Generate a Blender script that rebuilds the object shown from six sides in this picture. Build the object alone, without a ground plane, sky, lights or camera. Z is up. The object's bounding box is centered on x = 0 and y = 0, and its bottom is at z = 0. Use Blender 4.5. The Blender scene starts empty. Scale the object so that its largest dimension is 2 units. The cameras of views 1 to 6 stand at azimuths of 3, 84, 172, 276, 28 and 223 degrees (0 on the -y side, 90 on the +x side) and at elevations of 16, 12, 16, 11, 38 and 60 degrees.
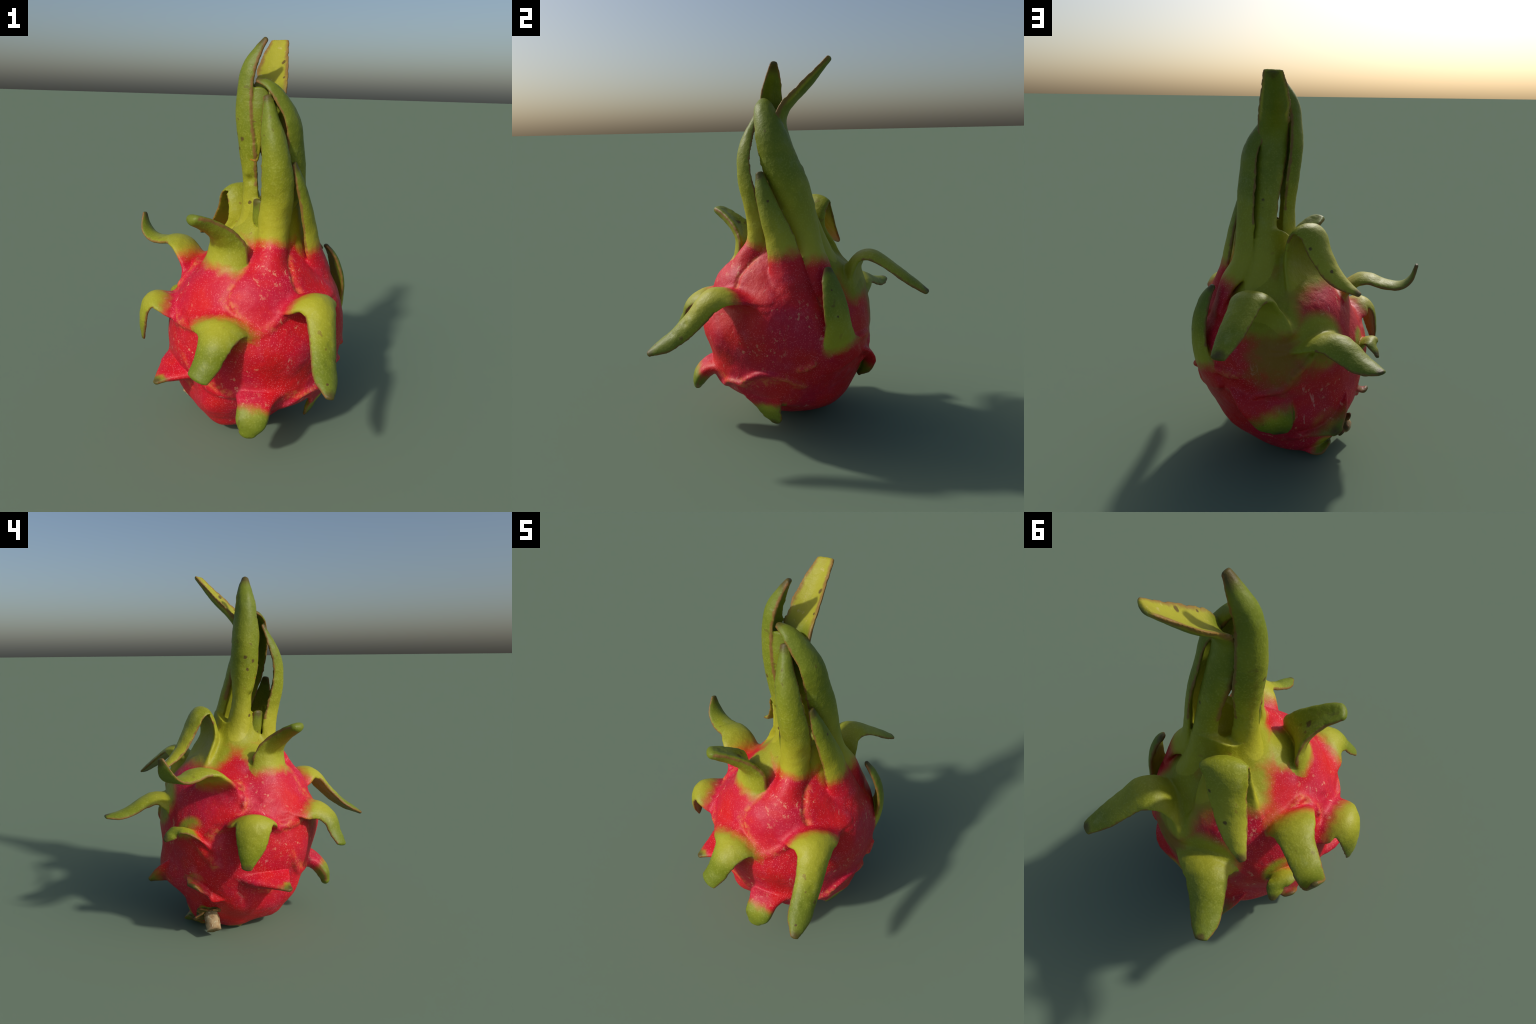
# Dragon fruit (pitaya) standing on its stem end, built as one smooth implicit
# surface: a bulbous body plus recurved fleshy bracts, polygonised and then
# separated into named parts that share their border vertices and normals.
import bpy, math
import numpy as np
from mathutils import Vector

H = 0.005                                   # polygonising step (metres)
LO = np.array([-0.62, -0.78, -0.03])
HI = np.array([0.62, 0.78, 2.04])

# ----------------------------------------------------------------- body ----
ZK = np.array([0.0, .03, .06, .15, .3, .45, .6, .75, .9, 1.02, 1.12, 1.24])
CX = np.array([-.01, .005, .022, .05, .092, .10, .102, .098, .098, .13, .168, .178])
CY = np.array([.115, .10, .085, .07, .049, .035, .04, .049, .05, .055, .045, .04])
R0 = np.array([.09, .17, .22, .30, .403, .444, .459, .419, .322, .20, .15, .132])
A2 = np.array([-.01, -.02, -.02, .0, -.01, .004, -.001, -.008, -.03, .0, 0, 0])
B2 = np.array([0, 0, 0, .015, -.025, .005, .003, .012, -.005, 0, 0, 0])
AXIS = np.array([0.10, 0.045])


def herm(z, V):
    z = np.clip(z, ZK[0], ZK[-1])
    i = np.clip(np.searchsorted(ZK, z) - 1, 0, len(ZK) - 2)
    h = ZK[i + 1] - ZK[i]
    t = (z - ZK[i]) / h
    m = np.gradient(V, ZK)
    return ((2*t**3 - 3*t**2 + 1)*V[i] + (t**3 - 2*t**2 + t)*h*m[i]
            + (3*t**2 - 2*t**3)*V[i + 1] + (t**3 - t**2)*h*m[i + 1])


ZT = np.linspace(0, 1.24, 400)
TAB = [herm(ZT, V) for V in (CX, CY, R0, A2, B2)]
SLOPE = np.gradient(TAB[2], ZT)


def body_sdf(P):
    z = P[..., 2]
    cx, cy, r0, a, b, sl = [np.interp(z, ZT, V) for V in TAB + [SLOPE]]
    x = P[..., 0] - cx
    y = P[..., 1] - cy
    rho = np.hypot(x, y) + 1e-6
    c2 = (x*x - y*y)/rho**2
    s2 = 2*x*y/rho**2
    d = (rho - r0 - a*c2 - b*s2) / np.sqrt(1 + np.clip(sl, -2.5, 2.5)**2)
    # the crown is an open cup: hollow from the inside
    q = np.sqrt(((P[..., 0] - .178)/.108)**2 + ((P[..., 1] - .035)/.108)**2 + ((z - 1.28)/.19)**2)
    rim = 1.205 + .03*np.sin(3*np.arctan2(y, x) + 2.2)
    return np.maximum(np.maximum(d, (1 - q)*.1), np.maximum(0.004 - z, z - rim))


# --------------------------------------------------------------- bracts ----
# name, azimuth of the outward side, spine from inside the body to the tip,
# half widths and half thicknesses along it, camber (+ hollow towards the axis),
# blend radius at the base, where along the spine it turns green, length of that turn
BRACTS = [
 dict(id='A', brown=0.05, reach=1.5, kind='crown_bract', az=183, cam=.65, k=.035, g=.15, gl=.10, tipw=.012,
      pts=[(-0.1,0.04,0.86),(-0.026,0.047,0.96),(0.029,0.034,1.06),(0.054,0.02,1.16),(0.056,0.0,1.309),(0.038,-0.016,1.478),(0.018,-0.028,1.649),(0.03,-0.03,1.824),(0.074,-0.022,1.92),(0.116,-0.021,1.981)],
      W=[.10,.095,.085,.07,.056,.076,.074,.058,.04,.018], T=[.03,.03,.03,.03,.026,.026,.025,.024,.02,.012]),
 dict(id='B', reach=1.2, kind='crown_bract', az=-85, cam=.65, k=.03, g=.28, gl=.06,
      pts=[(0.155,-0.29,0.82),(0.165,-0.23,0.93),(0.178,-0.155,1.037),(0.186,-0.149,1.156),(0.196,-0.171,1.266),(0.189,-0.199,1.389),(0.176,-0.201,1.493),(0.157,-0.179,1.586),(0.128,-0.112,1.73)],
      W=[.10,.09,.078,.078,.078,.074,.064,.052,.02], T=[.03,.03,.026,.022,.018,.015,.014,.014,.01]),
 dict(id='C', reach=1.1, kind='crown_bract', az=-1, cam=.6, k=.03, g=.14, gl=.08,
      pts=[(0.43,0.158,0.82),(0.385,0.143,0.95),(0.312,0.116,1.058),(0.292,0.081,1.195),(0.289,0.042,1.335),(0.274,-0.014,1.479),(0.25,-0.053,1.62),(0.185,-0.075,1.725),(0.13,-0.078,1.775),(0.072,-0.072,1.792)],
      W=[.09,.085,.085,.092,.102,.098,.084,.064,.046,.015], T=[.03,.03,.03,.024,.02,.018,.018,.018,.016,.01]),
 dict(id='D', reach=1.6, rag=.022, kind='crown_bract', rim=.017, az=78, cam=.42, k=.035, g=.06, gl=.08,
      pts=[(0.245,0.345,0.82),(0.226,0.251,0.95),(0.201,0.191,1.08),(0.196,0.136,1.22),(0.184,0.091,1.37),(0.162,0.046,1.511),(0.141,0.006,1.66),(0.14,0.026,1.74),(0.144,0.078,1.8),(0.146,0.143,1.862),(0.171,0.264,1.999)],
      W=[.10,.085,.07,.062,.065,.075,.08,.08,.078,.075,.046], T=[.03,.03,.03,.03,.028,.025,.022,.018,.015,.014,.014]),
 dict(id='Z', kind='crown_bract', brown=.03, az=225, cam=.2, k=.02, g=.0, gl=.1,
      pts=[(.115,-.05,1.0),(.105,-.075,1.12),(.10,-.085,1.19),(.098,-.09,1.245)],
      W=[.05,.04,.034,.03], T=[.025,.02,.016,.014]),
 dict(id='W', rag=.0, kind='crown_bract', brown=.01, az=-95, cam=.1, k=.004, g=.0, gl=.1,  # no real bract: filler sheet copying the scan's webbing between A and B
      pts=[(.07,-.07,1.43),(.075,-.08,1.55),(.085,-.085,1.66),(.092,-.08,1.765)],
      W=[.025,.04,.056,.04], T=[.011,.012,.012,.011]),
 dict(id='E', reach=1.1, kind='crown_bract', az=-15, cam=.3, k=.03, g=.42, gl=.12,
      pts=[(.475,.035,.72),(.43,.01,.87),(.383,-.016,1.0),(.357,-.042,1.114),(.332,-.076,1.22),(.30,-.105,1.325),(.262,-.124,1.432)],
      W=[.11,.10,.086,.074,.06,.045,.02], T=[.035,.03,.026,.022,.02,.018,.012]),
 dict(id='F', brown=0.016, kind='bract', az=-125, cam=.4, k=.05, g=.3, gl=.14,
      pts=[(-0.12,-0.24,0.78),(-0.072,-0.195,0.91),(-0.05,-0.183,1.02),(-0.068,-0.213,1.086),(-0.11,-0.26,1.136),(-0.157,-0.306,1.171),(-0.196,-0.34,1.19)],
      W=[.14,.135,.115,.086,.062,.05,.036], T=[.03,.03,.03,.03,.028,.027,.026]),
 dict(id='G', drop=0.01, brown=0.03, kind='bract', az=160, cam=-.1, k=.05, g=.2, gl=.18,
      pts=[(-0.23,0.085,0.8),(-0.245,0.1,0.885),(-0.3,0.14,0.955),(-0.36,0.18,0.972),(-0.42,0.215,0.958),(-0.49,0.259,0.958),(-0.538,0.29,0.998),(-0.558,0.315,1.078)],
      W=[.13,.12,.10,.08,.07,.062,.05,.016], T=[.03,.03,.028,.022,.018,.016,.014,.01]),
 dict(id='H', drop=.013, reach=1.3, kind='bract', az=125, cam=-.25, k=.045, g=.1, gl=.10,
      pts=[(-.04,.29,.86),(.01,.215,.99),(.035,.17,1.09),(.028,.175,1.19),(-.005,.215,1.262),(-.05,.26,1.235),(-.084,.297,1.14),(-.15,.345,1.03),(-.252,.402,.952)],
      W=[.15,.13,.105,.10,.10,.092,.08,.062,.018], T=[.03,.03,.026,.02,.017,.016,.016,.014,.01]),
 dict(id='I', drop=0.008, reach=1.3, kind='bract', az=62, cam=-.2, k=.05, g=.0, gl=.1,
      pts=[(0.23,0.4,0.78),(0.238,0.375,0.89),(0.262,0.41,0.971),(0.305,0.47,0.988),(0.349,0.545,0.943),(0.404,0.635,0.872),(0.457,0.723,0.803)],
      W=[.15,.12,.10,.085,.074,.062,.034], T=[.03,.03,.024,.018,.016,.016,.012]),
 dict(id='J', drop=0.028, brown=0.03, kind='bract', az=190, cam=-.3, k=.045, g=.28, gl=.14,
      pts=[(-.25,-.07,.66),(-.345,-.105,.735),(-.42,-.12,.755),(-.475,-.122,.705),(-.495,-.112,.60),(-.485,-.085,.488)],
      W=[.16,.13,.10,.09,.072,.026], T=[.03,.026,.018,.015,.014,.01]),
 dict(id='K', drop=0.03, brown=0.008, kind='bract', az=-110, cam=-.3, k=.045, g=.22, gl=.16,
      pts=[(-.02,-.32,.71),(-.04,-.42,.735),(-.055,-.49,.712),(-.075,-.541,.66),(-.10,-.565,.585),(-.128,-.584,.517)],
      W=[.19,.14,.10,.08,.066,.054], T=[.03,.026,.021,.018,.016,.015]),
 dict(id='L', drop=0.012, kind='bract', az=-50, cam=-.3, k=.045, g=.22, gl=.12,
      pts=[(0.31,-0.22,0.76),(0.38,-0.345,0.832),(0.418,-0.42,0.805),(0.432,-0.495,0.72),(0.434,-0.574,0.645),(0.438,-0.647,0.594),(0.445,-0.726,0.547)],
      W=[.17,.12,.085,.072,.066,.056,.018], T=[.03,.03,.028,.022,.018,.016,.01]),
 dict(id='M', kind='bract', az=23, cam=.2, k=.03, g=.22, gl=.14,
      pts=[(0.466,0.266,0.46),(0.521,0.251,0.57),(0.542,0.236,0.68),(0.537,0.222,0.785),(0.519,0.21,0.851),(0.497,0.201,0.905),(0.455,0.195,0.961)],
      W=[.12,.10,.078,.07,.06,.048,.018], T=[.028,.024,.02,.018,.018,.016,.012]),
 dict(id='N', drop=0.026, brown=0.02, kind='bract', az=112, cam=-.3, k=.045, g=.18, gl=.12,
      pts=[(.02,.34,.68),(-.05,.43,.76),(-.10,.50,.785),(-.145,.555,.767),(-.191,.605,.735),(-.241,.665,.708),(-.278,.721,.70)],
      W=[.18,.14,.105,.092,.08,.062,.026], T=[.03,.026,.02,.018,.016,.014,.01]),
 dict(id='O', drop=0.01, kind='bract', az=150, cam=-.3, k=.035, g=.45, gl=.15,
      pts=[(-.25,.18,.54),(-.32,.24,.63),(-.347,.295,.66),(-.362,.335,.635),(-.369,.366,.598)],
      W=[.14,.09,.05,.042,.016], T=[.026,.018,.012,.01,.008]),
 dict(id='P', brown=0.008, kind='bract', az=-87, cam=-.15, k=.03, g=.62, gl=.2,
      pts=[(.14,-.30,.35),(.132,-.385,.345),(.127,-.43,.325),(.119,-.465,.29),(.108,-.485,.25),(.095,-.495,.203)],
      W=[.17,.11,.084,.078,.066,.026], T=[.045,.045,.045,.044,.038,.02]),
 dict(id='Q', kind='bract', az=-28, cam=-.2, k=.03, g=.6, gl=.16,
      pts=[(.36,-.14,.42),(.42,-.145,.35),(.437,-.13,.275),(.427,-.116,.22),(.411,-.102,.175),(.40,-.083,.13),(.382,-.074,.085)],
      W=[.17,.14,.105,.078,.064,.05,.018], T=[.03,.03,.028,.022,.016,.014,.01]),
 dict(id='R', kind='bract', az=84, cam=-.2, k=.03, g=.6, gl=.25,
      pts=[(0.24,0.336,0.505),(0.223,0.426,0.459),(0.2,0.471,0.398),(0.168,0.476,0.321),(0.135,0.441,0.245)],
      W=[.17,.15,.12,.09,.04], T=[.03,.03,.028,.024,.014]),
 dict(id='S', kind='bract', az=215, cam=-.1, k=.05, g=.88, gl=.1,
      pts=[(-.16,-.09,.38),(-.24,-.15,.378),(-.30,-.215,.368),(-.345,-.265,.357),(-.375,-.308,.346)],
      W=[.20,.17,.11,.05,.014], T=[.07,.055,.035,.018,.01]),
 dict(id='T', kind='bract', az=155, cam=-.1, k=.04, g=.9, gl=.3,
      pts=[(-.17,.13,.30),(-.25,.165,.325),(-.30,.20,.333),(-.34,.22,.338),(-.363,.233,.349)],
      W=[.18,.15,.10,.055,.02], T=[.04,.035,.022,.014,.01], ref=(-.35,.75,.35)),
 dict(id='Y', kind='bract', az=105, cam=-.1, k=.035, g=.75, gl=.5,
      pts=[(-0.06,0.335,0.31),(-0.09,0.415,0.315),(-0.115,0.48,0.3),(-0.135,0.532,0.28)],
      W=[.20,.17,.10,.02], T=[.035,.03,.022,.012], ref=(-.72,-.2,.62)),
 dict(id='U', kind='bract', az=165, cam=.2, k=.02, g=.7, gl=.2,
      pts=[(-.02,.03,.06),(-.08,.035,.035),(-.125,.04,.022),(-.15,.04,.03)],
      W=[.07,.06,.05,.03], T=[.02,.018,.014,.01]),
 dict(id='V', kind='bract', az=150, cam=.2, k=.02, g=.5, gl=.3,
      pts=[(-.03,.22,.07),(-.08,.255,.045),(-.12,.268,.04),(-.16,.27,.065)],
      W=[.09,.085,.07,.035], T=[.03,.026,.02,.012]),
 dict(id='X', kind='bract', az=-130, cam=.2, k=.025, g=1.5, gl=.3,
      pts=[(-.0,-.08,.08),(-.05,-.12,.068),(-.08,-.153,.058)],
      W=[.10,.06,.015], T=[.02,.014,.008]),
]

# ragged ring of dry scales round the stem stub
STEM_AT, STEM_DIR = np.array([-.205, .155, .135]), np.array([-.69, -.24, -.68])
for n in range(9):
    th = 2*math.pi*n/9 + .3*math.sin(5.1*n)
    e1 = np.cross(STEM_DIR, [0.0, 0.0, 1.0]); e1 /= np.linalg.norm(e1)
    e2 = np.cross(STEM_DIR, e1)
    out = math.cos(th)*e1 + math.sin(th)*e2
    far = .098 + .02*math.sin(2.7*n)
    tip = STEM_AT + far*out + (.022 + .02*math.sin(1.9*n + 1))*STEM_DIR
    if tip[2] < .012:
        tip[2] = .012
    BRACTS.append(dict(id='dry%d' % n, kind='dry_scale', az=180, cam=.35, k=.008, g=.0, gl=.1, brown=.06, rim=.012, rag=.10,
                       ref=tuple(np.cross(STEM_DIR, out)),
                       pts=[tuple(STEM_AT + .030*out - .02*STEM_DIR), tuple(STEM_AT + .052*out + .014*STEM_DIR), tuple(tip)],
                       W=[.032, .040, .016], T=[.013, .010, .006]))


def catmull(C, n):
    C = np.asarray(C, float)
    E = np.vstack([2*C[0] - C[1], C, 2*C[-1] - C[-2]])
    t = np.linspace(0, len(C) - 1, n)
    i = np.minimum(t.astype(int), len(C) - 2)
    f = (t - i)[:, None]
    a, b, c, d = E[i], E[i + 1], E[i + 2], E[i + 3]
    return .5*(2*b + (c - a)*f + (2*a - 5*b + 4*c - d)*f**2 + (3*b - a - 3*c + d)*f**3), t


def prepare(b, n=70):
    X, t = catmull(b['pts'], 400)
    L = np.r_[0, np.cumsum(np.linalg.norm(np.diff(X, axis=0), axis=1))]
    u = np.linspace(0, L[-1] - b['T'][-1], n)       # the rounded end adds the rest
    t = np.interp(u, L, t)
    X = np.stack([np.interp(u, L, X[:, i]) for i in range(3)], 1)
    kn = np.arange(len(b['pts']))
    W = np.interp(t, np.linspace(0, kn[-1], 400), catmull(np.array(b['W'])[:, None].repeat(3, 1), 400)[0][:, 0])
    T = np.interp(t, kn, b['T'])
    L = np.r_[0, np.cumsum(np.linalg.norm(np.diff(X, axis=0), axis=1))]
    s = L/L[-1]
    tan = np.gradient(X, axis=0)
    tan /= np.linalg.norm(tan, axis=1)[:, None]
    a = math.radians(b['az'])
    ref = np.array([-math.sin(a), math.cos(a), 0.0])
    if 'ref' in b:
        ref = np.array(b['ref'], float)
    w = ref[None] - tan*(tan @ ref)[:, None]
    w /= np.linalg.norm(w, axis=1)[:, None]
    if 'twist' in b:
        tw = np.radians(np.interp(s, *zip(*b['twist'])))
        n0 = np.cross(w, tan)
        w = w*np.cos(tw)[:, None] + n0*np.sin(tw)[:, None]
    nrm = np.cross(w, tan)
    if b['kind'] != 'dry_scale' and nrm[:3].mean(0) @ np.array([math.cos(a), math.sin(a), 0]) < 0:
        nrm = -nrm
    if 'drop' in b:            # the spine was read off the upper face: sink it to the middle
        X = X + nrm*(b['drop']*np.interp(s, [0, .25, .8, 1], [0, 1, .8, .2]))[:, None]
    cam = np.interp(s, [0, .2, .9, 1], [0, 1, 1, .5])*b['cam']
    b.update(X=X, Wd=np.maximum(W, .006), Td=T, s=s, tan=tan, w=w, n=nrm, camd=cam, len=L[-1])
    return b


def bract_sdf(b, P):
    """signed distance to a swept, cambered lens; also the position along the spine"""
    X = b['X'].astype(np.float32)
    P = P.astype(np.float32)
    X2 = (X*X).sum(1)
    idx = np.empty(len(P), np.int32)
    for i in range(0, len(P), 50000):
        idx[i:i + 50000] = (X2[None] - 2*P[i:i + 50000] @ X.T).argmin(1)
    # refine along the tangent
    D = P - X[idx]
    c = (D*b['tan'][idx]).sum(1)
    step = b['len']/(len(X) - 1)
    f = np.clip(idx + c/step, 0, len(X) - 1)
    i0 = np.minimum(f.astype(int), len(X) - 2)
    u = f - i0

    def mix(V):
        uu = u[:, None] if V.ndim == 2 else u
        return V[i0]*(1 - uu) + V[i0 + 1]*uu
    D = P - mix(b['X'])
    a = (D*mix(b['w'])).sum(1)
    h = (D*mix(b['n'])).sum(1)
    c = (D*mix(b['tan'])).sum(1)
    W, T, cam = mix(b['Wd']), mix(b['Td']), mix(b['camd'])
    sa = mix(b['s'])*b['len']
    r = np.random.default_rng(b['seed'])
    grid = np.cumsum(r.uniform(.006, .03, 120))
    left, right = r.normal(0, 1, (2, 120))
    wave = np.where(a > 0, np.interp(sa, grid, left), np.interp(sa, grid, right))
    rag = b.get('rag', .016)*np.clip(mix(b['s'])*4 - 1, 0, 1)
    W0 = W
    W = W*(1 + rag*wave)
    q = np.clip(a/W0, -1.4, 1.4)
    h = h + cam*W0*(q*q - .33)
    T = T*np.sqrt(1 + (2*cam*np.clip(q, -1, 1))**2)
    end = np.maximum(T, .01)
    k1 = np.sqrt((a/W)**2 + (h/T)**2 + (c/end)**2)
    k2 = np.sqrt((a/W**2)**2 + (h/T**2)**2 + (c/end**2)**2) + 1e-9
    d = k1*(k1 - 1)/k2
    return d, mix(b['s'])


def smin(a, b, k):
    h = np.clip(.5 + .5*(b - a)/k, 0, 1)
    return b + (a - b)*h - k*h*(1 - h)


def blend_radius(b, s):
    return np.interp(s, [0, .3, .45], [b['k'], b['k']*.8, .004]).astype(np.float32)


# folds of the skin that run between neighbouring bracts: height, line on the body
FOLDS = [
 (.022, [(0.329, -0.274, 0.795), (0.24, -0.356, 0.745), (0.166, -0.402, 0.693), (0.109, -0.415, 0.679), (0.053, -0.422, 0.652)]),
 (-.010, [(0.056, -0.226, 0.961), (0.012, -0.303, 0.894), (-0.028, -0.348, 0.811), (0.022, -0.388, 0.746), (0.102, -0.41, 0.694)]),
 (-.010, [(0.246, -0.109, 1.029), (0.263, -0.183, 0.951), (0.286, -0.243, 0.887), (0.322, -0.264, 0.819)]),
 (.022, [(-0.319, -0.144, 0.691), (-0.245, -0.274, 0.658), (-0.166, -0.343, 0.662)]),
 (.022, [(0.043, -0.383, 0.335), (-0.085, -0.333, 0.345), (-0.17, -0.32, 0.416), (-0.228, -0.3, 0.493)]),
 (.022, [(0.177, -0.399, 0.353), (0.259, -0.343, 0.28), (0.379, -0.318, 0.342), (0.466, -0.224, 0.341)]),
 (.022, [(0.31, -0.297, 0.783), (0.394, -0.235, 0.757), (0.431, -0.199, 0.746)]),
 (.022, [(0.567, 0.116, 0.494), (0.567, 0.077, 0.469), (0.565, 0.026, 0.458)]),
 (.022, [(0.519, 0.269, 0.539), (0.447, 0.367, 0.568), (0.359, 0.439, 0.575)]),
 (.022, [(0.44, -0.263, 0.357), (0.511, -0.162, 0.425), (0.548, -0.037, 0.406), (0.524, 0.071, 0.339)]),
 (-.010, [(0.317, 0.043, 1.07), (0.353, 0.076, 0.955), (0.401, 0.121, 0.87), (0.5, 0.155, 0.763)]),
 (.022, [(-0.352, 0.02, 0.689), (-0.356, 0.099, 0.654), (-0.353, 0.154, 0.604)]),
 (.022, [(-0.287, -0.223, 0.647), (-0.217, -0.299, 0.676), (-0.007, -0.404, 0.69)]),
 (.022, [(-0.221, 0.049, 0.892), (-0.228, -0.032, 0.874), (-0.278, -0.058, 0.812), (-0.312, -0.055, 0.767)]),
 (-.010, [(-0.215, -0.017, 0.892), (-0.26, -0.056, 0.835), (-0.31, -0.068, 0.766), (-0.338, -0.031, 0.72)]),
 (.022, [(-0.312, 0.256, 0.616), (-0.346, 0.183, 0.566), (-0.354, 0.129, 0.502), (-0.354, 0.097, 0.461)]),
 (.022, [(-0.326, 0.057, 0.352), (-0.305, -0.035, 0.34), (-0.206, -0.175, 0.273)]),
 (.022, [(-0.014, 0.483, 0.691), (0.053, 0.509, 0.623), (0.104, 0.512, 0.579)]),
 (.022, [(0.351, 0.4, 0.387), (0.265, 0.467, 0.472), (0.139, 0.499, 0.511), (0.097, 0.511, 0.571)]),
 (.022, [(0.539, 0.227, 0.529), (0.452, 0.362, 0.578), (0.377, 0.426, 0.557)]),
 (.022, [(-0.235, 0.344, 0.354), (-0.114, 0.442, 0.344), (-0.02, 0.447, 0.262)]),
]


# broad swellings (+) and hollows (-) of the flesh: height, reach, centre
SWELLS = [
 (.038, .13, (.49, -.12, .77)), (.020, .11, (.48, .07, .84)), (.048, .13, (-.30, .00, .30)),
 (.036, .13, (-.13, .41, .39)), (.026, .14, (-.28, .22, .48)), (.034, .11, (-.06, -.21, .12)),
 (.040, .11, (-.11, -.30, .25)), (.016, .10, (.32, -.29, .18)), (.022, .09, (.20, -.36, .20)), (.036, .09, (.46, -.03, .25)),
 (.016, .12, (.16, -.42, .60)), (.012, .11, (.38, .20, .19)), (-.022, .14, (.12, .34, .92)),
 (.014, .14, (.13, -.36, .82)), (.006, .13, (-.22, -.17, .80)), (.012, .12, (-.30, .10, .55)),
 (.030, .09, (-.17, .23, .13)), (.022, .07, (-.14, .03, .07)),
 (.022, .10, (.30, -.36, .55)), (.010, .10, (.16, -.43, .60)), (.020, .10, (.03, .47, .38)),
 (.032, .09, (-.06, -.08, .97)), (.020, .12, (-.20, -.28, .50)),
]


def add_swells(F):
    for amp, r, c in SWELLS:
        c = np.array(c)
        i0 = np.maximum(((c - 2.3*r - LO)/H).astype(int), 0)
        i1 = np.minimum(((c + 2.3*r - LO)/H).astype(int) + 2, N)
        sl = tuple(slice(p, q) for p, q in zip(i0, i1))
        X, Y, Z = np.meshgrid(gx[sl[0]] - c[0], gy[sl[1]] - c[1], gz[sl[2]] - c[2], indexing='ij')
        F[sl] -= (amp*np.exp(-(X*X + Y*Y + Z*Z)/r**2)).astype(np.float32)


def add_folds(F):
    for amp, line in FOLDS:
        X, _ = catmull(line, 40)
        wd = .017 if amp > 0 else .014
        lo, hi = X.min(0) - 3*wd, X.max(0) + 3*wd
        i0 = np.maximum(((lo - LO)/H).astype(int), 0)
        i1 = np.minimum(((hi - LO)/H).astype(int) + 2, N)
        sl = tuple(slice(p, q) for p, q in zip(i0, i1))
        Pg = np.stack(np.meshgrid(gx[sl[0]], gy[sl[1]], gz[sl[2]], indexing='ij'), -1)
        shp = Pg.shape[:3]
        Pg = Pg.reshape(-1, 3).astype(np.float32)
        Xf = X.astype(np.float32)
        d2 = np.full(len(Pg), 9.0, np.float32)
        tt = np.zeros(len(Pg), np.float32)
        for j in range(len(X)):
            q = ((Pg - Xf[j])**2).sum(1)
            m = q < d2
            d2[m] = q[m]
            tt[m] = j/39
        fade = np.clip(np.minimum(tt, 1 - tt)*6 + .35, 0, 1)
        F[sl] -= (amp*fade*np.exp(-d2/wd**2)).reshape(shp)


for n, b in enumerate(BRACTS):
    b['seed'] = 11 + n
    prepare(b)

# ------------------------------------------------------- polygonise it ----
N = np.ceil((HI - LO)/H).astype(int) + 1
gx, gy, gz = [LO[i] + H*np.arange(N[i]) for i in range(3)]
field = np.full(N, .2, np.float32)
kz = int((1.3 - LO[2])/H)
for z0 in range(0, kz, 16):
    zz = gz[z0:min(z0 + 16, kz)]
    Pg = np.stack(np.meshgrid(gx, gy, zz, indexing='ij'), -1).astype(np.float32)
    field[:, :, z0:z0 + len(zz)] = np.minimum(body_sdf(Pg), .2)
add_swells(field)
add_folds(field)
base_field = field.copy()
for b in BRACTS:
    m = b['Wd'].max()*0 + .05
    lo = (b['X'] - b['Wd'][:, None]).min(0) - m
    hi = (b['X'] + b['Wd'][:, None]).max(0) + m
    i0 = np.maximum(((lo - LO)/H).astype(int), 0)
    i1 = np.minimum(((hi - LO)/H).astype(int) + 2, N)
    sl = tuple(slice(p, q) for p, q in zip(i0, i1))
    Pg = np.stack(np.meshgrid(gx[sl[0]], gy[sl[1]], gz[sl[2]], indexing='ij'), -1)
    shp = Pg.shape[:3]
    Pg = Pg.reshape(-1, 3).astype(np.float32)
    bd = base_field[sl].reshape(-1)
    # coarse reject: only voxels near the spine
    near = np.zeros(len(Pg), bool)
    for j in range(0, len(b['X']), 5):
        near |= ((Pg - b['X'][j].astype(np.float32))**2).sum(1) < (b['Wd'][j] + .06)**2
    out = bd.copy()
    d, s = bract_sdf(b, Pg[near])
    out[near] = smin(bd[near], d.astype(np.float32), blend_radius(b, s))
    field[sl] = np.minimum(field[sl], out.reshape(shp))
del base_field


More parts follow.
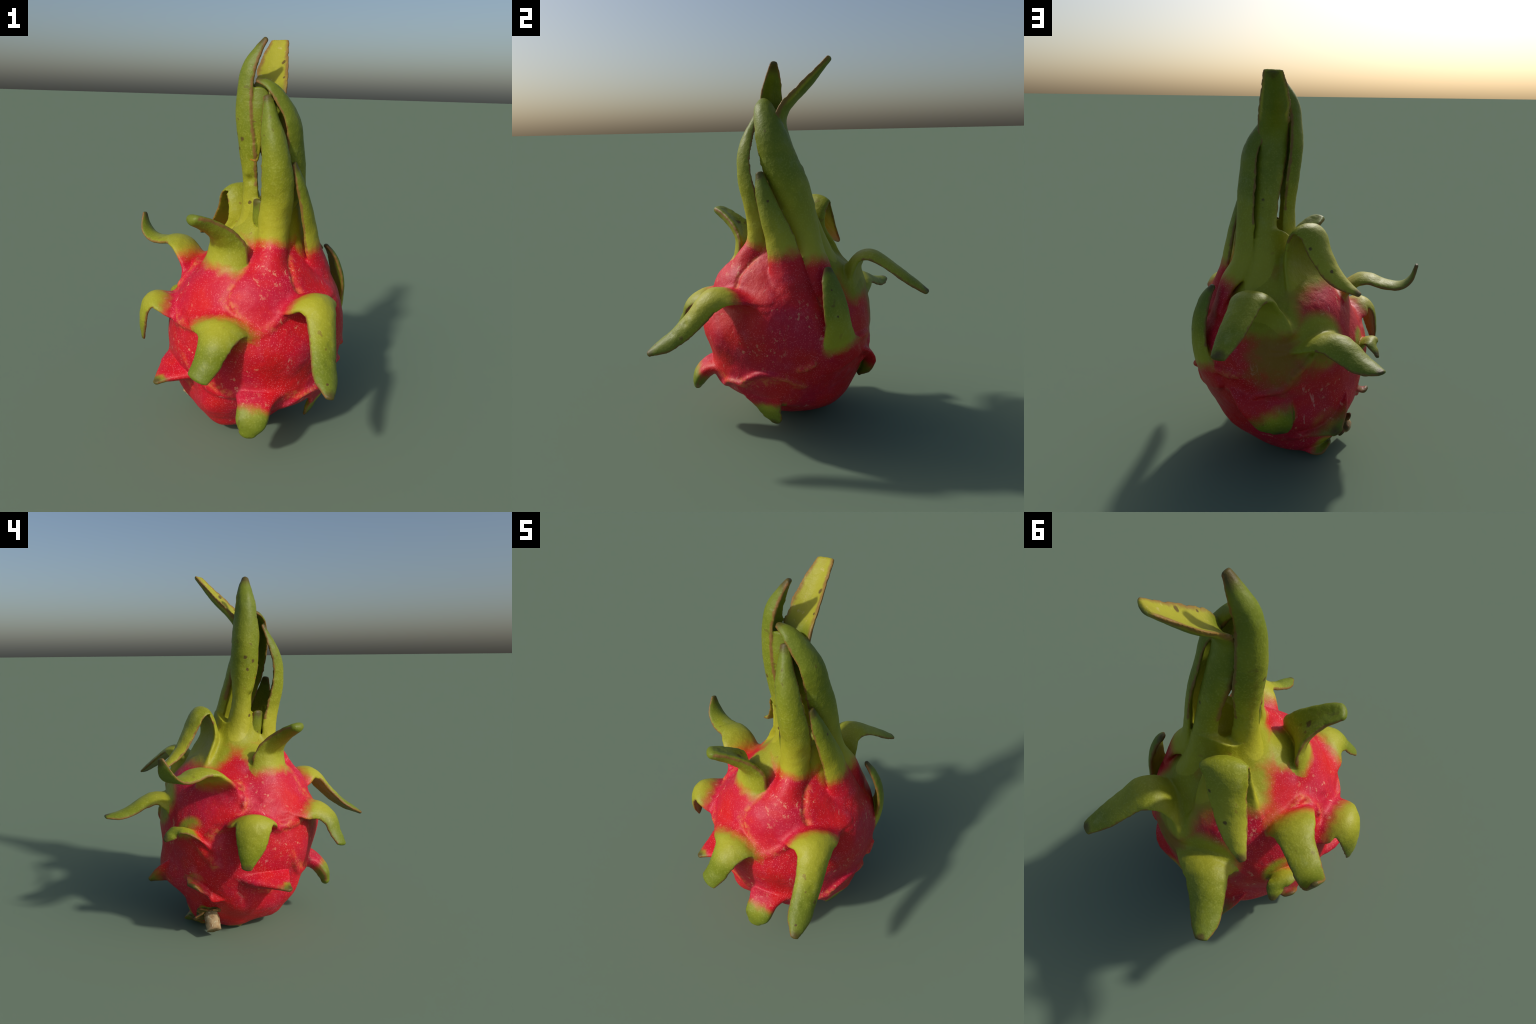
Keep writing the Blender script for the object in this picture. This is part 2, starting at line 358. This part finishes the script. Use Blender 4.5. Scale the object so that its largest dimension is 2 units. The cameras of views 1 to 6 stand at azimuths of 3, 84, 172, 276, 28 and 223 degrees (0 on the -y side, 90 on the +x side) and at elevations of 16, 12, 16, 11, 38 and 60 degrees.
def surface_nets(F):
    ins = F < 0
    nx, ny, nz = F.shape
    cnt = np.zeros((nx - 1, ny - 1, nz - 1), np.int8)
    for dx in (0, 1):
        for dy in (0, 1):
            for dz in (0, 1):
                cnt += ins[dx:nx - 1 + dx, dy:ny - 1 + dy, dz:nz - 1 + dz]
    cell = np.argwhere((cnt > 0) & (cnt < 8))
    vid = np.full(cnt.shape, -1, np.int32)
    vid[tuple(cell.T)] = np.arange(len(cell))
    acc = np.zeros((len(cell), 3))
    num = np.zeros(len(cell))
    corners = [(a, b, c) for a in (0, 1) for b in (0, 1) for c in (0, 1)]
    val = {c: F[cell[:, 0] + c[0], cell[:, 1] + c[1], cell[:, 2] + c[2]] for c in corners}
    for c in corners:
        for ax in range(3):
            if c[ax] == 0:
                e = list(c); e[ax] = 1; e = tuple(e)
                va, vb = val[c], val[e]
                m = (va < 0) != (vb < 0)
                t = np.where(m, va/np.where(m, va - vb, 1), 0)
                p = np.repeat(np.array(c, float)[None], len(cell), 0)
                p[:, ax] += t
                acc[m] += p[m]
                num[m] += 1
    verts = (cell + acc/num[:, None])*H + LO
    quads = []
    for ax in range(3):
        o1, o2 = [(1, 2), (2, 0), (0, 1)][ax]
        s0 = [slice(1, -1)]*3
        s0[ax] = slice(0, -1)
        s1 = list(s0); s1[ax] = slice(1, None)
        A = ins[tuple(s0)]; Bq = ins[tuple(s1)]
        e = np.argwhere(A != Bq)
        flip = A[tuple(e.T)]
        off = np.ones(3, int); off[ax] = 0
        e = e + off
        d1 = np.zeros(3, int); d1[o1] = 1
        d2 = np.zeros(3, int); d2[o2] = 1
        ok = (e < np.array(vid.shape)).all(1)
        e, flip = e[ok], flip[ok]
        q = np.stack([vid[tuple((e - d1 - d2).T)], vid[tuple((e - d2).T)], vid[tuple(e.T)], vid[tuple((e - d1).T)]], 1)
        q[~flip] = q[~flip][:, ::-1]
        quads.append(q)
    return verts, np.vstack(quads)


verts, quads = surface_nets(field)
del field


def edges_of(q):
    e = np.vstack([q[:, [0, 1]], q[:, [1, 2]], q[:, [2, 3]], q[:, [3, 0]]])
    return np.unique(np.sort(e, 1), axis=0)


def smooth(v, e, it, lam=.5, mu=-.52):
    deg = np.bincount(e.ravel(), minlength=len(v))[:, None]
    for k in range(it):
        for f in (lam, mu):
            s = np.stack([np.bincount(e[:, 0], v[e[:, 1], i], len(v)) + np.bincount(e[:, 1], v[e[:, 0], i], len(v)) for i in range(3)], 1)
            v = v + f*(s/deg - v)
    return v


def vertex_normals(v, q):
    fn = np.cross(v[q[:, 2]] - v[q[:, 0]], v[q[:, 3]] - v[q[:, 1]])
    n = np.stack([sum(np.bincount(q[:, k], fn[:, i], len(v)) for k in range(4)) for i in range(3)], 1)
    return n/(np.linalg.norm(n, axis=1)[:, None] + 1e-12)


def value_noise(P, scale, seed):
    Q = P*scale
    i = np.floor(Q).astype(np.int64)
    f = Q - i
    f = f*f*(3 - 2*f)

    def hsh(a):
        h = (a[:, 0]*374761393 + a[:, 1]*668265263 + a[:, 2]*2147483647 + seed*974634541) & 0xffffffff
        h = ((h ^ (h >> 13))*1274126177) & 0xffffffff
        return ((h ^ (h >> 16)) & 0xffff)/32767.5 - 1
    out = 0
    for dx in (0, 1):
        for dy in (0, 1):
            for dz in (0, 1):
                wgt = (f[:, 0] if dx else 1 - f[:, 0])*(f[:, 1] if dy else 1 - f[:, 1])*(f[:, 2] if dz else 1 - f[:, 2])
                out = out + wgt*hsh(i + np.array([dx, dy, dz]))
    return out


edges = edges_of(quads)
verts = smooth(verts, edges, 4)
nrm = vertex_normals(verts, quads)
relief = .0022*value_noise(verts, 12, 1) + .0011*value_noise(verts, 34, 2) + .0005*value_noise(verts, 90, 3)
# pits (+) and pimples (-): place, radius, depth
for c, r, dep in [((-.085, -.224, 1.116), .030, .008), ((.45, -.53, .70), .016, .004), ((.44, -.60, .645), .014, .003),
                  ((.46, -.47, .775), .014, -.003), ((-.06, -.52, .735), .012, -.003), ((.055, -.055, 1.33), .022, .012),
                  ((.03, -.06, 1.36), .02, -.005), ((.19, .06, 1.70), .03, .006), ((.14, -.15, 1.12), .02, .003)]:
    relief -= dep*np.exp(-((verts - np.array(c))**2).sum(1)/r**2)
verts = verts + nrm*relief[:, None]
verts[:, 2] = np.maximum(verts[:, 2], 0.0)
nrm = vertex_normals(verts, quads)

# ------------------------------------------------ which part is where ----
label = np.zeros(len(verts), np.int32)          # 0 = body
bestd = body_sdf(verts) - .002
for n, b in enumerate(BRACTS):
    lo = (b['X'] - b['Wd'][:, None]).min(0) - .03
    hi = (b['X'] + b['Wd'][:, None]).max(0) + .03
    m = np.flatnonzero(((verts > lo) & (verts < hi)).all(1))
    d, s = bract_sdf(b, verts[m])
    take = d < bestd[m]
    bestd[m[take]] = d[take]
    label[m[take]] = n + 1
ql = np.sort(label[quads], 1)
face_label = np.where(ql[:, 1] == ql[:, 2], ql[:, 1], ql[:, 0])

# -------------------------------------------------------- materials ----


class Nodes:
    def __init__(self, tree):
        self.t = tree

    def add(self, kind, **kw):
        n = self.t.nodes.new(kind)
        for k, v in kw.items():
            setattr(n, k, v)
        return n

    def put(self, sock, v):
        if isinstance(v, bpy.types.NodeSocket):
            self.t.links.new(v, sock)
        elif v is not None:
            sock.default_value = v

    def math(self, op, a, b=None, c=None, clamp=False):
        n = self.add('ShaderNodeMath', operation=op, use_clamp=clamp)
        for i, v in enumerate((a, b, c)):
            self.put(n.inputs[i], v)
        return n.outputs[0]

    def noise_vec(self, P, scale):
        n = self.add('ShaderNodeTexNoise')
        self.put(n.inputs['Vector'], P)
        n.inputs['Scale'].default_value = scale
        return n.outputs[1]

    def vec(self, op, a, b=None):
        if op == 'SCALE_':
            n = self.add('ShaderNodeVectorMath', operation='SCALE')
            self.put(n.inputs[0], a)
            self.put(n.inputs['Scale'], b)
            return n.outputs[0]
        n = self.add('ShaderNodeVectorMath', operation=op)
        self.put(n.inputs[0], a)
        self.put(n.inputs[1], b)
        return n.outputs[1] if op in ('DOT_PRODUCT', 'LENGTH', 'DISTANCE') else n.outputs[0]

    def step(self, v, lo, hi, a=0.0, b=1.0):
        n = self.add('ShaderNodeMapRange', interpolation_type='SMOOTHSTEP')
        self.put(n.inputs[0], v)
        for i, x in enumerate((lo, hi, a, b)):
            self.put(n.inputs[i + 1], x)
        return n.outputs[0]

    def mix(self, f, a, b, blend='MIX'):
        n = self.add('ShaderNodeMix', data_type='RGBA', blend_type=blend)
        self.put(n.inputs[0], f)
        for i, v in ((6, a), (7, b)):
            self.put(n.inputs[i], (*v, 1) if isinstance(v, tuple) and len(v) == 3 else v)
        return n.outputs[2]

    def noise(self, P, scale, detail=3, rough=.55, dist=0):
        n = self.add('ShaderNodeTexNoise')
        self.put(n.inputs['Vector'], P)
        n.inputs['Scale'].default_value = scale
        n.inputs['Detail'].default_value = detail
        n.inputs['Roughness'].default_value = rough
        n.inputs['Distortion'].default_value = dist
        return n.outputs[0]

    def voronoi(self, P, scale):
        n = self.add('ShaderNodeTexVoronoi')
        self.put(n.inputs['Vector'], P)
        n.inputs['Scale'].default_value = scale
        return n.outputs['Distance']


def segment(k, P, a, b):
    """distance of a point to a straight stretch"""
    a, b = np.array(a, float), np.array(b, float)
    ab = b - a
    D = k.vec('SUBTRACT', P, tuple(a))
    t = k.math('MULTIPLY', k.vec('DOT_PRODUCT', D, tuple(ab)), float(1/(ab @ ab + 1e-12)), clamp=True)
    return k.vec('DISTANCE', D, k.vec('SCALE_', tuple(ab), t))


def skin_group(seams):
    """red skin with pale pores, paler blotches and olive shoulders"""
    g = bpy.data.node_groups.new('skin_colour', 'ShaderNodeTree')
    g.interface.new_socket('Position', in_out='INPUT', socket_type='NodeSocketVector')
    g.interface.new_socket('Color', in_out='OUTPUT', socket_type='NodeSocketColor')
    k = Nodes(g)
    P = k.add('NodeGroupInput').outputs[0]
    out = k.add('NodeGroupOutput')
    z = k.add('ShaderNodeSeparateXYZ')
    k.put(z.inputs[0], P)
    big = k.noise(P, 4.0, 3)
    mid = k.noise(P, 13.0, 3)
    col = k.mix(k.step(big, .36, .62), (.56, .006, .011), (.50, .006, .034))
    col = k.mix(k.step(mid, .48, .75, 0, .5), col, (.62, .018, .016))
    # pale pores
    warp = k.vec('ADD', P, k.vec('SCALE_', k.noise_vec(P, 60.0), .004))
    pore = k.step(k.voronoi(warp, 112.0), .10, .38, 1, 0)
    dens = k.step(k.noise(P, 6.0, 3), .34, .66, .30, .78)
    col = k.mix(k.math('MULTIPLY', pore, dens), col, (.80, .14, .17))
    bloom = k.step(k.noise(P, 8.0, 4, .65), .55, .78, 0, .20)
    col = k.mix(bloom, col, (.74, .20, .24))
    # rubbed pale-yellow flecks
    fl = k.math('MULTIPLY', k.step(k.noise(P, 38.0, 3, .6), .60, .68), k.step(k.noise(P, 3.4, 2), .50, .60))
    col = k.mix(k.math('MULTIPLY', fl, .55), col, (.72, .34, .20))
    if seams:
        # yellowish flecked seams along the folds between bracts
        seam = None
        for amp, line in FOLDS[:18]:
            line = [line[0], line[len(line)//2], line[-1]]
            for q in range(2):
                d = segment(k, P, line[q], line[q + 1])
                seam = d if seam is None else k.math('MINIMUM', seam, d)
        seam = k.math('ADD', seam, k.math('MULTIPLY', k.math('SUBTRACT', mid, .5), .06))
        sm = k.math('MULTIPLY', k.step(seam, .0, .035, 1, 0), k.step(k.noise(P, 48.0, 2), .42, .62, .08, .5))
        col = k.mix(sm, col, (.66, .22, .06))
    # dull brownish-wine tone in broad patches, pale scuffs
    col = k.mix(k.step(k.noise(P, 3.1, 4, .6), .52, .70, 0, .45), col, (.40, .012, .022))
    sc = k.math('MULTIPLY', k.step(k.noise(k.vec('MULTIPLY', P, (1, 1, .45)), 27.0, 4, .7, .6), .60, .70), k.step(k.noise(P, 4.6, 2), .50, .62))
    col = k.mix(k.math('MULTIPLY', sc, .6), col, (.70, .36, .30))
    # olive shoulder below the bract at the back
    d = k.vec('DISTANCE', k.vec('MULTIPLY', P, (1.0, 1.0, .85)), (.16, .50, .60))
    ol = k.step(k.math('ADD', d, k.math('MULTIPLY', k.math('SUBTRACT', mid, .5), .22)), .06, .24, 1, 0)
    col = k.mix(k.math('MULTIPLY', ol, .85), col, (.22, .15, .012))
    d = k.vec('DISTANCE', P, (.20, .34, .95))
    ol = k.step(k.math('ADD', d, k.math('MULTIPLY', k.math('SUBTRACT', mid, .5), .15)), .10, .25, 1, 0)
    col = k.mix(k.math('MULTIPLY', ol, .9), col, (.30, .27, .02))
    k.put(out.inputs[0], col)
    return g


def leaf_group():
    g = bpy.data.node_groups.new('leaf_colour', 'ShaderNodeTree')
    g.interface.new_socket('Position', in_out='INPUT', socket_type='NodeSocketVector')
    g.interface.new_socket('Color', in_out='OUTPUT', socket_type='NodeSocketColor')
    k = Nodes(g)
    P = k.add('NodeGroupInput').outputs[0]
    out = k.add('NodeGroupOutput')
    big = k.noise(P, 5.0, 3)
    col = k.mix(k.step(big, .35, .65), (.17, .205, .007), (.25, .27, .012))
    fine = k.noise(P, 120.0, 2)
    col = k.mix(k.step(fine, .48, .74, 0, .40), col, (.42, .44, .08))
    pale = k.noise(P, 16.0, 4, .65)
    col = k.mix(k.step(pale, .54, .78, 0, .4), col, (.30, .34, .10))
    sp = k.math('MULTIPLY', k.step(k.noise(P, 26.0, 1), .69, .73), k.step(k.noise(P, 3.0, 1), .48, .58))
    col = k.mix(k.math('MULTIPLY', sp, .75), col, (.14, .06, .015))
    k.put(out.inputs[0], col)
    return g


def mask_group():
    """how far a point lies up a bract, 0 skin to 1 green"""
    g = bpy.data.node_groups.new('bract_mask', 'ShaderNodeTree')
    for n, t in (('Position', 'NodeSocketVector'), ('Base', 'NodeSocketVector'), ('Direction', 'NodeSocketVector'),
                 ('Overall', 'NodeSocketVector'), ('Reach', 'NodeSocketFloat'), ('Length', 'NodeSocketFloat'), ('Jitter', 'NodeSocketFloat')):
        g.interface.new_socket(n, in_out='INPUT', socket_type=t)
    g.interface.new_socket('Free', in_out='OUTPUT', socket_type='NodeSocketFloat')
    g.interface.new_socket('Local', in_out='OUTPUT', socket_type='NodeSocketFloat')
    k = Nodes(g)
    i = k.add('NodeGroupInput').outputs
    out = k.add('NodeGroupOutput')
    D = k.vec('SUBTRACT', i[0], i[1])
    al = k.vec('DOT_PRODUCT', D, i[2])
    ln = k.vec('LENGTH', D)
    far = k.math('SUBTRACT', k.vec('DOT_PRODUCT', D, i[3]), k.math('MULTIPLY', i[4], .5))
    h = k.math('ADD', k.math('MAXIMUM', al, far), i[6])
    half = k.math('MULTIPLY', i[5], .5)
    free = k.step(h, k.math('MULTIPLY', half, -1), half)
    h2 = k.math('ADD', al, i[6])
    loc = k.math('MULTIPLY', k.step(h2, k.math('MULTIPLY', half, -1), half),
                 k.step(ln, k.math('MULTIPLY', i[4], .75), k.math('MULTIPLY', i[4], 1.15), 1, 0))
    k.put(out.inputs[0], free)
    k.put(out.inputs[1], loc)
    return g


SKIN, LEAF, MASK = skin_group(False), leaf_group(), mask_group()
BODY_SKIN = skin_group(True)


def start(name):
    m = bpy.data.materials.new(name)
    m.use_nodes = True
    m.node_tree.nodes.clear()
    k = Nodes(m.node_tree)
    P = k.add('ShaderNodeTexCoord').outputs['Object']
    out = k.add('ShaderNodeOutputMaterial')
    bs = k.add('ShaderNodeBsdfPrincipled')
    k.put(out.inputs[0], bs.outputs[0])
    return m, k, P, bs


def group(k, g, **kw):
    n = k.add('ShaderNodeGroup')
    n.node_tree = g
    for a, v in kw.items():
        k.put(n.inputs[a], v)
    return n


def finish(k, P, bs, col, rough=.52, spec=.3, bump=.3):
    k.put(bs.inputs['Base Color'], col)
    bs.inputs['Roughness'].default_value = rough
    bs.inputs['Specular IOR Level'].default_value = spec
    bn = k.add('ShaderNodeBump')
    bn.inputs['Strength'].default_value = bump
    bn.inputs['Distance'].default_value = .004
    k.put(bn.inputs['Height'], k.noise(P, 120.0, 3))
    k.put(bs.inputs['Normal'], bn.outputs[0])


def mask_of(k, P, b, jit):
    j = int(np.clip(round(np.interp(b['g'], b['s'], np.arange(len(b['s'])))), 0, len(b['s']) - 1)) if b['g'] <= 1 else -1
    base, tan = b['X'][j], b['tan'][j]
    if b['g'] > 1:
        base = base + tan*.1
    ov = b['X'][-1] - b['X'][j]
    ov = tan + ov/(np.linalg.norm(ov) + 1e-9)
    ov = ov/np.linalg.norm(ov)
    n = group(k, MASK, Position=P, Base=tuple(base), Direction=tuple(tan), Overall=tuple(ov),
              Reach=float(b.get('reach', .9)*b['Wd'][j] + .015), Length=float(b['gl']*b['len'] + .01), Jitter=jit)
    return n


def jitter(k, P):
    return k.math('MULTIPLY', k.math('SUBTRACT', k.noise(P, 22.0, 3, .6), .5), .06)


def body_material():
    m, k, P, bs = start('fruit_skin')
    jit = jitter(k, P)
    tot = None
    for b in BRACTS:
        f = mask_of(k, P, b, jit).outputs['Local']
        tot = f if tot is None else k.math('MAXIMUM', tot, f)
    z = k.add('ShaderNodeSeparateXYZ')
    k.put(z.inputs[0], P)
    collar = k.step(k.math('ADD', z.outputs[2], jit), 1.0, 1.08)
    tot = k.math('MAXIMUM', tot, collar)
    for c, r in (((-.03, -.10, 1.0), .12), ((-.02, .12, 1.0), .12), ((.28, .02, 1.06), .08)):
        d = k.math('ADD', k.vec('DISTANCE', P, c), jit)
        tot = k.math('MAXIMUM', tot, k.step(d, r*.55, r*1.1, 1, 0))
    leaf = k.mix(.42, group(k, LEAF, Position=P).outputs[0], (.42, .38, .018))
    col = k.mix(tot, group(k, BODY_SKIN, Position=P).outputs[0], leaf)
    finish(k, P, bs, col)
    return m


# brown scars on single bracts: place, radius
SCARS = {
 'H': [((-.113, .347, 1.06), .012), ((-.01, .315, 1.171), .01)],
 'A': [((-.013, -.034, 1.547), .012), ((.015, -.072, 1.527), .014), ((0, -.041, 1.48), .011), ((.055, -.047, 1.218), .012)],
 'F': [((-.085, -.224, 1.116), .020)],
 'L': [((.433, -.68, .588), .008)],
 'D': [((.194, .136, 1.887), .014), ((.2, .053, 1.812), .008), ((.201, .132, 1.382), .014), ((.182, .116, 1.44), .011), ((.206, .143, 1.344), .010)],
 'M': [((.57, .224, .736), .007), ((.541, .198, .865), .006)],
 'E': [((.339, -.088, 1.287), .009)],
}


def bract_material(b):
    m, k, P, bs = start(b['kind'] + '_skin')
    jit = jitter(k, P)
    n = mask_of(k, P, b, jit)
    f = n.outputs['Free']
    leaf = group(k, LEAF, Position=P).outputs[0]
    tip = b['X'][-1]
    j = int(np.interp(min(b['g'], 1), b['s'], np.arange(len(b['s']))))
    D = k.vec('DISTANCE', P, tuple(b['X'][j]))
    reach = float(b['len']*max(.15, 1 - b['g']))
    # yellower where it leaves the skin, deeper green outwards
    leaf = k.mix(k.step(D, 0.0, reach*.6, .8, 0), leaf, (.44, .41, .028))
    leaf = k.mix(k.step(D, reach*.3, reach*1.0, 0, .7), leaf, (.10, .145, .012))
    d = k.vec('DISTANCE', P, tuple(tip))
    d = k.math('ADD', d, k.math('MULTIPLY', jit, .8))
    r = b.get('brown', .03)
    leaf = k.mix(k.step(d, r*.3, r*1.6, .8, 0), leaf, (.075, .04, .015))
    if b['id'] == 'D':          # the inner face beyond the bend is yellow
        c = int(len(b['s'])*.86)
        side = k.vec('DOT_PRODUCT', k.vec('SUBTRACT', P, tuple(b['X'][c])), tuple(-b['n'][c]))
        z = k.add('ShaderNodeSeparateXYZ')
        k.put(z.inputs[0], P)
        up = k.math('MULTIPLY', k.step(side, -.006, .004), k.step(z.outputs[2], 1.74, 1.80))
        leaf = k.mix(k.math('MULTIPLY', up, .75), leaf, (.40, .37, .025))
        blot = k.math('MULTIPLY', up, k.step(k.noise(P, 30.0, 3, .65), .60, .72))
        leaf = k.mix(k.math('MULTIPLY', blot, .6), leaf, (.50, .40, .16))
    # scars
    for pos, r in SCARS.get(b['id'], ()):
        dd = k.math('ADD', k.vec('DISTANCE', P, pos), k.math('MULTIPLY', k.math('SUBTRACT', k.noise(P, 70.0, 2), .5), r*1.2))
        leaf = k.mix(k.step(dd, r*.55, r*1.1, .85, 0), leaf, (.085, .04, .015))
    # dry brown rim
    i = np.linspace(int(len(b['s'])*.42), len(b['s']) - 1, 8).astype(int)
    rim = None
    for sg in (-1, 1):
        E = b['X'][i] + sg*b['w'][i]*b['Wd'][i, None] - b['n'][i]*(b['camd']*b['Wd'])[i, None]*.67
        for q in range(len(i) - 1):
            dd = segment(k, P, E[q], E[q + 1])
            rim = dd if rim is None else k.math('MINIMUM', rim, dd)
    rim = k.math('ADD', rim, k.math('MULTIPLY', k.math('SUBTRACT', k.noise(P, 40.0, 3), .5), .022))
    rw = b.get('rim', .008)
    leaf = k.mix(k.step(rim, rw*.3, rw*1.5, .85, 0), leaf, (.22, .10, .03))
    col = k.mix(f, group(k, SKIN, Position=P).outputs[0], leaf)
    finish(k, P, bs, col, rough=.5)
    return m


# ------------------------------------------------------------ objects ----
root = bpy.data.objects.new('dragon_fruit', None)
bpy.context.collection.objects.link(root)
root['label'] = 'ripe pink dragon fruit with long green recurved bracts'
root['category'] = 'fruit'


def make_part(name, faces, mat, parent=root):
    used, inv = np.unique(faces.ravel(), return_inverse=True)
    q = inv.reshape(-1, 4)
    me = bpy.data.meshes.new(name)
    me.vertices.add(len(used))
    me.vertices.foreach_set('co', verts[used].astype(np.float32).ravel())
    me.loops.add(len(q)*4)
    me.loops.foreach_set('vertex_index', q.astype(np.int32).ravel())
    me.polygons.add(len(q))
    me.polygons.foreach_set('loop_start', np.arange(0, len(q)*4, 4, dtype=np.int32))
    me.polygons.foreach_set('loop_total', np.full(len(q), 4, np.int32))
    me.update(calc_edges=True)
    me.polygons.foreach_set('use_smooth', np.ones(len(q), bool))
    me.normals_split_custom_set_from_vertices(nrm[used].astype(np.float32))
    me.materials.append(mat)
    o = bpy.data.objects.new(name, me)
    bpy.context.collection.objects.link(o)
    o.parent = parent
    return o


make_part('fruit_body', quads[face_label == 0], body_material())
for n, b in enumerate(BRACTS):
    f = quads[face_label == n + 1]
    if len(f):
        make_part(b['kind'], f, bract_material(b))


# woody stem stub at the foot
def tube(name, pts, radii, sides, mat, wob, seed):
    X, t = catmull(pts, 26)
    R = np.interp(t, np.arange(len(radii)), radii)
    tan = np.gradient(X, axis=0)
    tan /= np.linalg.norm(tan, axis=1)[:, None]
    r = np.random.default_rng(seed)
    rib = r.normal(0, 1, sides)
    v, f = [], []
    for i in range(len(X)):
        a = np.cross(tan[i], [0.0, 1.0, .2]); a /= np.linalg.norm(a)
        c = np.cross(tan[i], a)
        for j in range(sides):
            th = 2*math.pi*j/sides
            rr = R[i]*(1 + wob*rib[j] + .3*wob*r.normal())
            v.append(X[i] + rr*(math.cos(th)*a + math.sin(th)*c))
    for i in range(len(X) - 1):
        for j in range(sides):
            f.append((i*sides + j, i*sides + (j + 1) % sides, (i + 1)*sides + (j + 1) % sides, (i + 1)*sides + j))
    e = len(v); v.append(X[-1] - tan[-1]*R[-1]*.1); v.append(X[0])
    for j in range(sides):
        f.append(((len(X) - 1)*sides + j, (len(X) - 1)*sides + (j + 1) % sides, e))
        f.append(((j + 1) % sides, j, e + 1))
    me = bpy.data.meshes.new(name)
    me.from_pydata([tuple(p) for p in v], [], f)
    me.polygons.foreach_set('use_smooth', np.ones(len(f), bool))
    me.materials.append(mat)
    o = bpy.data.objects.new(name, me)
    bpy.context.collection.objects.link(o)
    o.parent = root
    return o


m, k, P, bs = start('dry_stem')
col = k.mix(k.step(k.noise(P, 30.0, 4), .4, .65), (.42, .30, .16), (.22, .11, .04))
col = k.mix(k.step(k.noise(P, 60.0, 2), .55, .7), col, (.50, .42, .26))
finish(k, P, bs, col, rough=.8, spec=.2, bump=.5)
tube('stem', [(-.10, .15, .16), (-.20, .155, .14), (-.25, .14, .095), (-.283, .126, .055)], [.05, .048, .042, .040], 22, m, .07, 3)
